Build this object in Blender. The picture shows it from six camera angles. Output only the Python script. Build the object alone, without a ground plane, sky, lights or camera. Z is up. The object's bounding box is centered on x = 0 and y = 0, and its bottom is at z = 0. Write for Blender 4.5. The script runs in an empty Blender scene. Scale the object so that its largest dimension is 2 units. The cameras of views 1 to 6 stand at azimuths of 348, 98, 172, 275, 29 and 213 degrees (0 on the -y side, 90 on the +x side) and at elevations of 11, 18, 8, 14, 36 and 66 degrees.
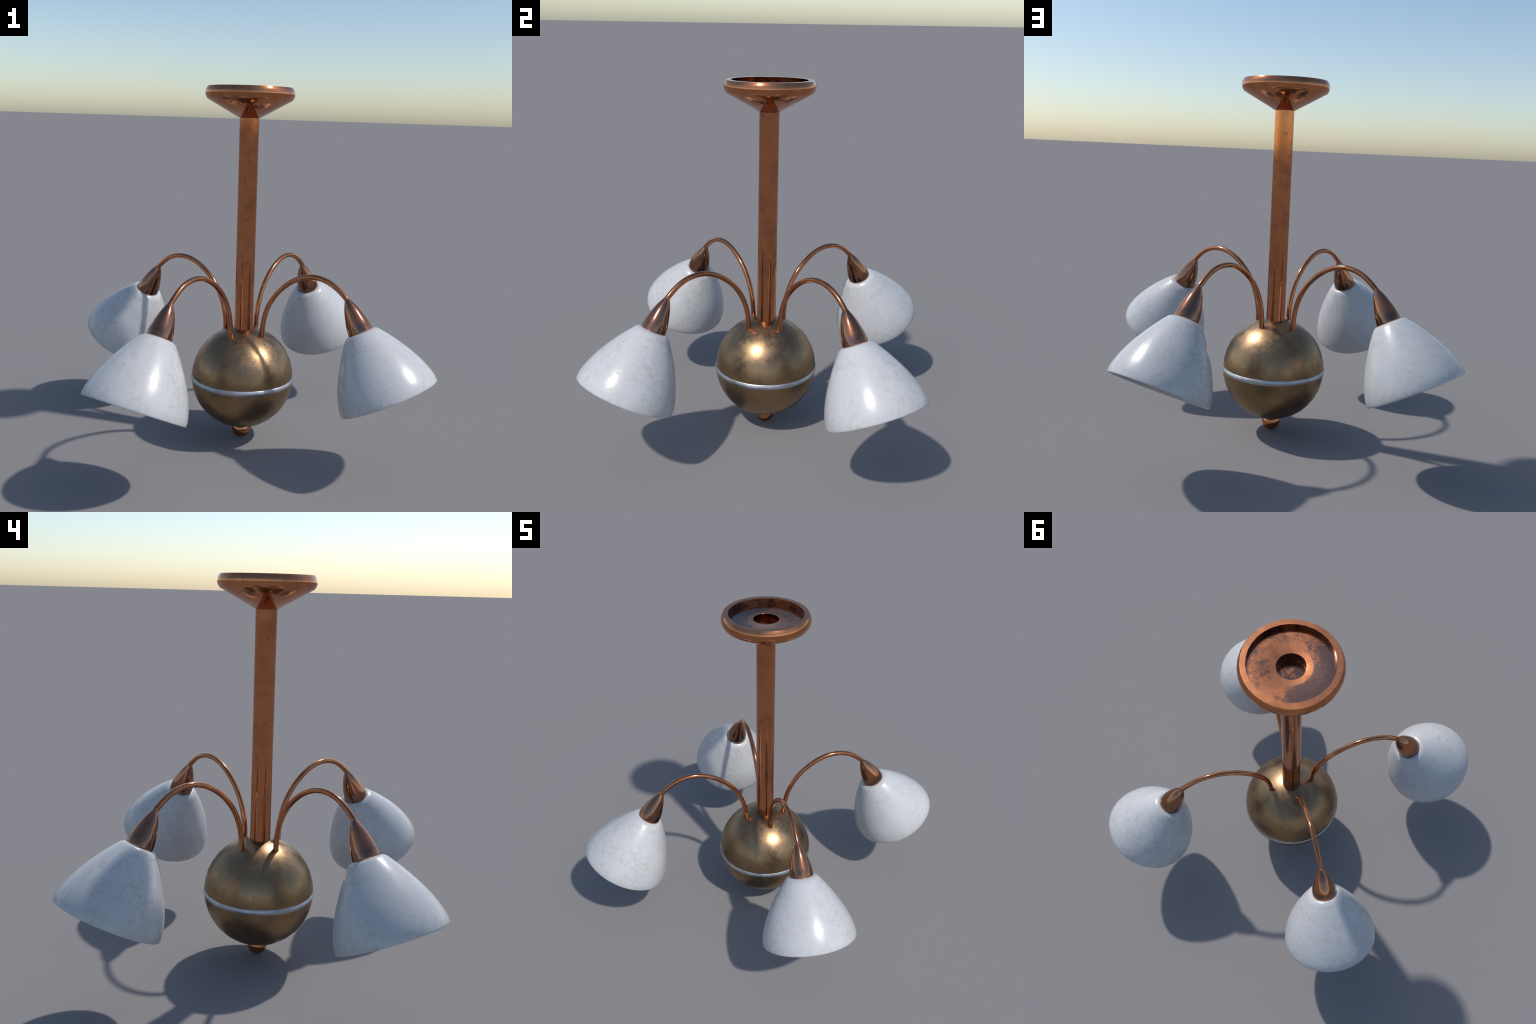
"""Copper ceiling lamp: canopy, stem, brass globe and four curved arms with white glass shades."""
import bpy, math
from mathutils import Vector

# ------------------------------------------------------------------ helpers
def spline(xs, ys, n):
    """Natural cubic spline through (xs, ys), sampled at n even steps."""
    m = len(xs)
    h = [xs[i + 1] - xs[i] for i in range(m - 1)]
    a = [0.0] * m; b = [1.0] * m; c = [0.0] * m; d = [0.0] * m
    for i in range(1, m - 1):
        a[i], b[i], c[i] = h[i - 1], 2 * (h[i - 1] + h[i]), h[i]
        d[i] = 6 * ((ys[i + 1] - ys[i]) / h[i] - (ys[i] - ys[i - 1]) / h[i - 1])
    for i in range(1, m):
        w = a[i] / b[i - 1]; b[i] -= w * c[i - 1]; d[i] -= w * d[i - 1]
    M = [0.0] * m
    M[-1] = d[-1] / b[-1]
    for i in range(m - 2, -1, -1):
        M[i] = (d[i] - c[i] * M[i + 1]) / b[i]
    out = []
    for j in range(n):
        x = xs[0] + (xs[-1] - xs[0]) * j / (n - 1)
        k = 0
        while k < m - 2 and x > xs[k + 1]:
            k += 1
        A = (xs[k + 1] - x) / h[k]; C = 1 - A
        out.append(A * ys[k] + C * ys[k + 1]
                   + ((A ** 3 - A) * M[k] + (C ** 3 - C) * M[k + 1]) * h[k] ** 2 / 6)
    return out

def arc(p, q, bulge, n):
    """Points from p to q on a shallow arc bowed by `bulge` to the right of p->q (outwards)."""
    dx, dz = q[0] - p[0], q[1] - p[1]
    L = math.hypot(dx, dz)
    nx, nz = -dz / L, dx / L
    return [(p[0] + dx * t + nx * bulge * 4 * t * (1 - t),
             p[1] + dz * t + nz * bulge * 4 * t * (1 - t)) for t in [i / n for i in range(n + 1)]]

def fillet(pts, radius, n=4):
    """Round every inner corner of an open profile."""
    out = [pts[0]]
    for i in range(1, len(pts) - 1):
        p, q, r = Vector(pts[i - 1]), Vector(pts[i]), Vector(pts[i + 1])
        rad = radius[i] if isinstance(radius, (list, tuple)) else radius
        d = min(rad, (p - q).length * .45, (r - q).length * .45)
        if d < 1e-6:
            out.append(tuple(q)); continue
        a = q + (p - q).normalized() * d; b = q + (r - q).normalized() * d
        for k in range(n + 1):
            t = k / n
            out.append(tuple(a * (1 - t) ** 2 + q * 2 * t * (1 - t) + b * t * t))
    out.append(pts[-1])
    return out

def finish(name, verts, faces, mat, angle):
    me = bpy.data.meshes.new(name)
    me.from_pydata(verts, [], faces)
    me.materials.append(mat)
    me.polygons.foreach_set("use_smooth", [True] * len(me.polygons))
    me.update()
    if angle < 180:
        me.set_sharp_from_angle(angle=math.radians(angle))
    return me

def lathe(name, profile, seg, mat, angle=40, phase=0.0):
    """Revolve (radius, z) points round z; points with radius 0 become poles."""
    verts, rings, faces = [], [], []
    for r, z in profile:
        if r < 1e-6:
            rings.append([len(verts)]); verts.append((0, 0, z))
        else:
            rings.append(list(range(len(verts), len(verts) + seg)))
            verts += [(r * math.cos(phase + 2 * math.pi * i / seg),
                       r * math.sin(phase + 2 * math.pi * i / seg), z) for i in range(seg)]
    for A, B in zip(rings, rings[1:]):
        for i in range(seg):
            j = (i + 1) % seg
            if len(A) == 1:
                faces.append((A[0], B[j], B[i]))
            elif len(B) == 1:
                faces.append((A[i], A[j], B[0]))
            else:
                faces.append((A[i], A[j], B[j], B[i]))
    # profiles are written top to bottom on the outside -> flip to face outwards
    return finish(name, verts, [f[::-1] for f in faces], mat, angle)

def tube(name, path, rad, seg, mat):
    """Sweep a circle along a path lying in the local x-z plane."""
    verts, faces = [], []
    n = len(path)
    for i, (x, z) in enumerate(path):
        x0, z0 = path[max(i - 1, 0)]; x1, z1 = path[min(i + 1, n - 1)]
        L = math.hypot(x1 - x0, z1 - z0)
        nx, nz = -(z1 - z0) / L, (x1 - x0) / L
        for k in range(seg):
            t = 2 * math.pi * k / seg
            verts.append((x + nx * rad * math.cos(t), rad * math.sin(t), z + nz * rad * math.cos(t)))
    for i in range(n - 1):
        for k in range(seg):
            m = (k + 1) % seg
            faces.append((i * seg + k, i * seg + m, (i + 1) * seg + m, (i + 1) * seg + k))
    faces.append(tuple(range(seg))[::-1])
    faces.append(tuple(range((n - 1) * seg, n * seg)))
    return finish(name, verts, faces, mat, 50)

def add(name, mesh, parent, loc=(0, 0, 0), rot=(0, 0, 0)):
    ob = bpy.data.objects.new(name, mesh)
    bpy.context.scene.collection.objects.link(ob)
    ob.parent = parent
    ob.location, ob.rotation_euler = loc, rot
    return ob

# ------------------------------------------------------------------ materials
class Nodes:
    def __init__(self, name):
        self.mat = bpy.data.materials.new(name)
        self.mat.use_nodes = True
        self.t = self.mat.node_tree
        self.bsdf = self.t.nodes["Principled BSDF"]
        self.pos = self.t.nodes.new("ShaderNodeTexCoord").outputs["Object"]
    def put(self, sock, v):
        if isinstance(v, bpy.types.NodeSocket):
            self.t.links.new(v, sock)
        else:
            sock.default_value = v
    def mapping(self, scale, loc=(0, 0, 0)):
        n = self.t.nodes.new("ShaderNodeMapping")
        self.put(n.inputs["Vector"], self.pos)
        n.inputs["Scale"].default_value = scale; n.inputs["Location"].default_value = loc
        return n.outputs[0]
    def noise(self, scale, detail=4, rough=.55, dist=0.0, vec=None):
        n = self.t.nodes.new("ShaderNodeTexNoise")
        self.put(n.inputs["Vector"], vec or self.pos)
        n.inputs["Scale"].default_value = scale; n.inputs["Detail"].default_value = detail
        n.inputs["Roughness"].default_value = rough; n.inputs["Distortion"].default_value = dist
        return n.outputs["Fac"]
    def voronoi_edge(self, scale, vec=None):
        n = self.t.nodes.new("ShaderNodeTexVoronoi"); n.feature = "DISTANCE_TO_EDGE"
        self.put(n.inputs["Vector"], vec or self.pos); n.inputs["Scale"].default_value = scale
        return n.outputs["Distance"]
    def ramp(self, fac, lo, hi, a=0.0, b=1.0):
        n = self.t.nodes.new("ShaderNodeMapRange"); n.interpolation_type = "SMOOTHSTEP"
        self.put(n.inputs["Value"], fac)
        for i, v in zip(("From Min", "From Max", "To Min", "To Max"), (lo, hi, a, b)):
            n.inputs[i].default_value = v
        return n.outputs["Result"]
    def math(self, op, a, b):
        n = self.t.nodes.new("ShaderNodeMath"); n.operation = op
        self.put(n.inputs[0], a); self.put(n.inputs[1], b)
        return n.outputs[0]
    def mix(self, fac, a, b):
        n = self.t.nodes.new("ShaderNodeMix"); n.data_type = "RGBA"
        self.put(n.inputs["Factor"], fac)
        self.put(n.inputs["A"], a if isinstance(a, bpy.types.NodeSocket) else (*a, 1))
        self.put(n.inputs["B"], b if isinstance(b, bpy.types.NodeSocket) else (*b, 1))
        return n.outputs["Result"]
    def axis(self, which):
        n = self.t.nodes.new("ShaderNodeSeparateXYZ"); self.put(n.inputs[0], self.pos)
        return n.outputs[which]
    def radius(self):
        return self.math("SQRT", self.math("ADD", self.math("POWER", self.axis("X"), 2.0),
                                           self.math("POWER", self.axis("Y"), 2.0)), 0.0)
    def bump(self, height, strength, dist=.001):
        n = self.t.nodes.new("ShaderNodeBump")
        self.put(n.inputs["Height"], height)
        n.inputs["Strength"].default_value = strength; n.inputs["Distance"].default_value = dist
        self.put(self.bsdf.inputs["Normal"], n.outputs[0])
    def out(self, color, rough, metal):
        self.put(self.bsdf.inputs["Base Color"], color)
        self.put(self.bsdf.inputs["Roughness"], rough)
        self.put(self.bsdf.inputs["Metallic"], metal)
        return self.mat

COPPER, COPPER_DULL, PATINA = (.575, .228, .104), (.46, .178, .083), (.155, .104, .091)

def copper(name, kind):
    g = Nodes(name)
    cloud = g.noise(9, 5, .6)
    col = g.mix(g.ramp(cloud, .40, .68), COPPER, COPPER_DULL)
    streak = g.ramp(g.noise(26, 6, .65, .6), .55, .70, 0, .50)
    col = g.mix(streak, col, PATINA)
    rough = g.ramp(g.noise(14, 5, .6), .35, .7, .07, .14)
    if kind == "canopy":
        # tarnished patches on the recessed floor, cut by clean copper veins
        r = g.radius(); z = g.axis("Z")
        floor = g.math("MULTIPLY", g.ramp(r, .2045, .2035), g.math("MULTIPLY", g.ramp(z, 1.972, 1.968), g.ramp(z, 1.9655, 1.9662)))
        outer = g.ramp(r, .094, .104)
        x, y = g.axis("X"), g.axis("Y")
        side = g.math("MAXIMUM", g.math("MULTIPLY", x, -1.9), g.math("SUBTRACT", g.math("MULTIPLY", x, .55), .025))
        patch = g.ramp(g.math("ADD", g.noise(11.0, 11, .72, .4), side), .53, .70)
        ridge = g.math("ABSOLUTE", g.math("SUBTRACT", g.noise(9, 5, .55, .9, g.mapping((1, 1.5, 1), (.3, .1, 0))), .5), 0.0)
        vein = g.math("MAXIMUM", g.ramp(ridge, .004, .016), g.ramp(g.noise(15, 3), .40, .50))
        m = g.math("MULTIPLY", g.math("MULTIPLY", floor, outer), g.math("MULTIPLY", patch, vein))
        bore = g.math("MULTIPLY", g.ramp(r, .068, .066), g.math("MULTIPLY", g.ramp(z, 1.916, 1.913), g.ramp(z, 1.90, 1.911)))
        bm = g.math("MULTIPLY", bore, g.ramp(g.noise(18, 6, .6, 1.0), .40, .5))
        m = g.math("MAXIMUM", m, bm)
        # darker brown on the recess wall and on the bore floor
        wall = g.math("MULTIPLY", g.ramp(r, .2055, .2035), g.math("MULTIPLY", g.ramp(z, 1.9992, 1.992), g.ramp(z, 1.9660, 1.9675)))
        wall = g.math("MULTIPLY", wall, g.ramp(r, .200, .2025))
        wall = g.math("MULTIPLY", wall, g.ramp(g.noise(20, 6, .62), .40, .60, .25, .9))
        col = g.mix(g.math('MULTIPLY', m, .93), col, PATINA)
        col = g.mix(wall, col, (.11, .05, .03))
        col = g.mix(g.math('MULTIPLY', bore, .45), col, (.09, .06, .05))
        top = g.math("MAXIMUM", g.math("MAXIMUM", floor, bore), g.ramp(z, 1.9993, 1.9998))
        flat = g.ramp(g.noise(30, 4), .3, .7, .185, .215)
        flat = g.math("SUBTRACT", flat, g.math("MULTIPLY", m, .035))
        rough = g.math("ADD", g.math("MULTIPLY", rough, g.math("SUBTRACT", 1.0, top)), g.math("MULTIPLY", flat, top))
    if kind == "socket":
        # dark tarnish gathers above the lower lip
        z = g.axis("Z")
        low = g.math("MULTIPLY", g.ramp(z, -.115, -.155), g.ramp(z, -.1795, -.172))
        m = g.math("MULTIPLY", low, g.ramp(g.noise(20, 6, .6), .38, .58))
        col = g.mix(g.math("MULTIPLY", m, .8), col, (.12, .085, .08))
        col = g.mix(g.ramp(g.noise(11, 5), .35, .65, .25, .72), col, (.24, .145, .112))
    g.bump(g.noise(180, 3), .02)
    return g.out(col, rough, 1.0)

def brass():
    g = Nodes("aged_brass")
    col = g.mix(g.ramp(g.noise(5, 6, .6), .38, .66), (.335, .219, .121), (.245, .164, .094))
    speck = g.ramp(g.noise(110, 7, .75), .50, .66, 0, .75)
    mask = g.ramp(g.noise(7, 3), .40, .62)
    col = g.mix(g.math("MULTIPLY", speck, mask), col, (.13, .095, .06))
    col = g.mix(g.ramp(g.noise(190, 4, .7), .58, .72, 0, .5), col, (.52, .34, .17))
    rough = g.math('ADD', g.ramp(g.noise(24, 7, .7), .35, .65, .28, .42), g.math('MULTIPLY', speck, .14))
    g.bump(g.noise(260, 3), .06)
    return g.out(col, rough, 1.0)

def silver():
    g = Nodes("brushed_silver")
    col = g.mix(g.ramp(g.noise(14, 5), .4, .65), (.52, .54, .555), (.42, .44, .46))
    return g.out(col, g.ramp(g.noise(20, 4), .3, .7, .42, .54), 1.0)

def glass():
    g = Nodes("white_opal_glass")
    base = (.510, .515, .524)
    stain = (.415, .405, .392)
    big = g.ramp(g.noise(6.5, 4, .55), .36, .62)
    fine = g.ramp(g.noise(40, 9, .74), .42, .64)
    col = g.mix(g.math("MULTIPLY", g.math("MULTIPLY", big, fine), .90), base, stain)
    dots = g.ramp(g.noise(60, 7, .66), .62, .72, 0, .5)
    col = g.mix(dots, col, (.36, .345, .33))
    hair = g.ramp(g.voronoi_edge(7, g.mapping((1, 1, .8))), .0, .009, .28, 0)
    hair = g.math("MULTIPLY", hair, g.ramp(g.noise(6, 2), .55, .62))
    col = g.mix(hair, col, (.38, .36, .335))
    rough = g.math("ADD", .23, g.math("MULTIPLY", g.math("MULTIPLY", big, fine), .25))
    g.bump(g.noise(45, 5, .6), .03)
    g.bsdf.inputs["IOR"].default_value = 1.5
    return g.out(col, rough, 0.0)

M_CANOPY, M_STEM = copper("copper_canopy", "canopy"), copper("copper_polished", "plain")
M_SOCKET, M_BRASS, M_SILVER, M_GLASS = copper("copper_socket", "socket"), brass(), silver(), glass()

# ------------------------------------------------------------------ the lamp
lamp = bpy.data.objects.new("ceiling_lamp", None)
bpy.context.scene.collection.objects.link(lamp)
lamp["label"] = "copper ceiling lamp with four curved arms and white shades"
lamp["category"] = "ceiling lamp"

# Canopy: dished top with a bored boss, rounded rim, cone down to the stem.
rim = arc((.2297, 2.0), (.2297, 1.9330), .0134, 6)
canopy = ([(0, 1.912), (.0688, 1.912), (.0688, 1.967), (.2032, 1.967), (.2032, 2.0)]
          + rim + [(.0545, 1.8356), (0, 1.8356)])
rad = [0] * len(canopy)
rad[2] = .001
canopy = fillet(canopy, rad, 3)
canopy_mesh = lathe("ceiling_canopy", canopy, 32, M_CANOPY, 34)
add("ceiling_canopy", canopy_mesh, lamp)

# Stem
add("stem", lathe("stem", [(0, 1.8364), (.0532, 1.8364), (.0532, 1.2), (.0532, .62), (0, .62)], 48, M_STEM, 50), lamp)

# Globe with its band and finial
GZ, GR = .372, .2912
globe_profile = [(GR * math.sin(math.pi * i / 18), GZ + GR * math.cos(math.pi * i / 18)) for i in range(19)]
globe_profile[0] = (0, GZ + GR); globe_profile[-1] = (0, GZ - GR)
globe = add("globe", lathe("globe", globe_profile, 32, M_BRASS, 180), lamp)
band = [(.2722 + .0235 * math.cos(2 * math.pi * i / 14), GZ - .0015 - .0235 * math.sin(-2 * math.pi * i / 14 + math.pi)) for i in range(15)]
add("band", lathe("band", band, 32, M_SILVER, 180), globe)
fin = [(.0515 * math.sin(math.pi * i / 16), .0515 + .0515 * math.cos(math.pi * i / 16)) for i in range(17)]
fin[0] = (0, .103); fin[-1] = (0, 0)
add("finial", lathe("finial", fin, 32, M_STEM, 180), globe)

# Arms, sockets, shades: one of each, repeated round the stem
TIP, TILT, SOCKET, SHADE = (.6412, .9290), math.radians(29.1), .181, .360
ctrl = [(.1306, .535), (.1284, .6851), (.1677, .824), (.2584, .939), (.3954, 1.0125), (.5382, 1.0018), (.6405, .9300)]
u = list(range(len(ctrl)))
path = list(zip(spline(u, [c[0] for c in ctrl], 61), spline(u, [c[1] for c in ctrl], 61)))
path += [(TIP[0] + math.sin(TILT) * d, TIP[1] - math.cos(TILT) * d) for d in (.012, .025)]
arm_mesh = tube("arm", path, .0142, 20, M_STEM)

so = spline([0, .25, .5, .75, 1.0], [.0135, .0351, .0500, .0612, .0662], 25)
so = [(r, -SOCKET * i / 24) for i, r in enumerate(so)]
so = so[:-1] + [(.0660, -SOCKET * .992), (.0648, -SOCKET), (0, -SOCKET)]
socket_mesh = lathe("socket", so, 40, M_SOCKET, 60)

sr = spline([0, .12, .3, .5, .7, .85, .95, 1.], [.0825, .1165, .1607, .2032, .2365, .2543, .2607, .2608], 41)
outer = [(r, -SOCKET - SHADE * i / 40) for i, r in enumerate(sr)]
top = [(.0, -SOCKET + .0005), (.0690, -SOCKET + .0005), (.0755, -SOCKET - .0010), (.0800, -SOCKET - .0035)]
WALL = .009
inner = [(r - WALL, z) for r, z in outer[2::2]][::-1]
lip = [(.2600, -SOCKET - SHADE - .0012), (.2575, -SOCKET - SHADE - .0020), (.2540, -SOCKET - SHADE - .0015)]
prof = top + outer[1:] + lip + inner + [(.080, -SOCKET - WALL), (0, -SOCKET - WALL)]
shade_mesh = lathe("shade", prof, 64, M_GLASS, 60)

for k in range(4):
    arm = add("arm", arm_mesh, lamp, rot=(0, 0, math.radians(45 + 90 * k)))
    socket = add("socket", socket_mesh, arm, (TIP[0], 0, TIP[1]), (0, -TILT, 0))
    add("shade", shade_mesh, arm, (TIP[0], 0, TIP[1]), (0, -TILT, 0))
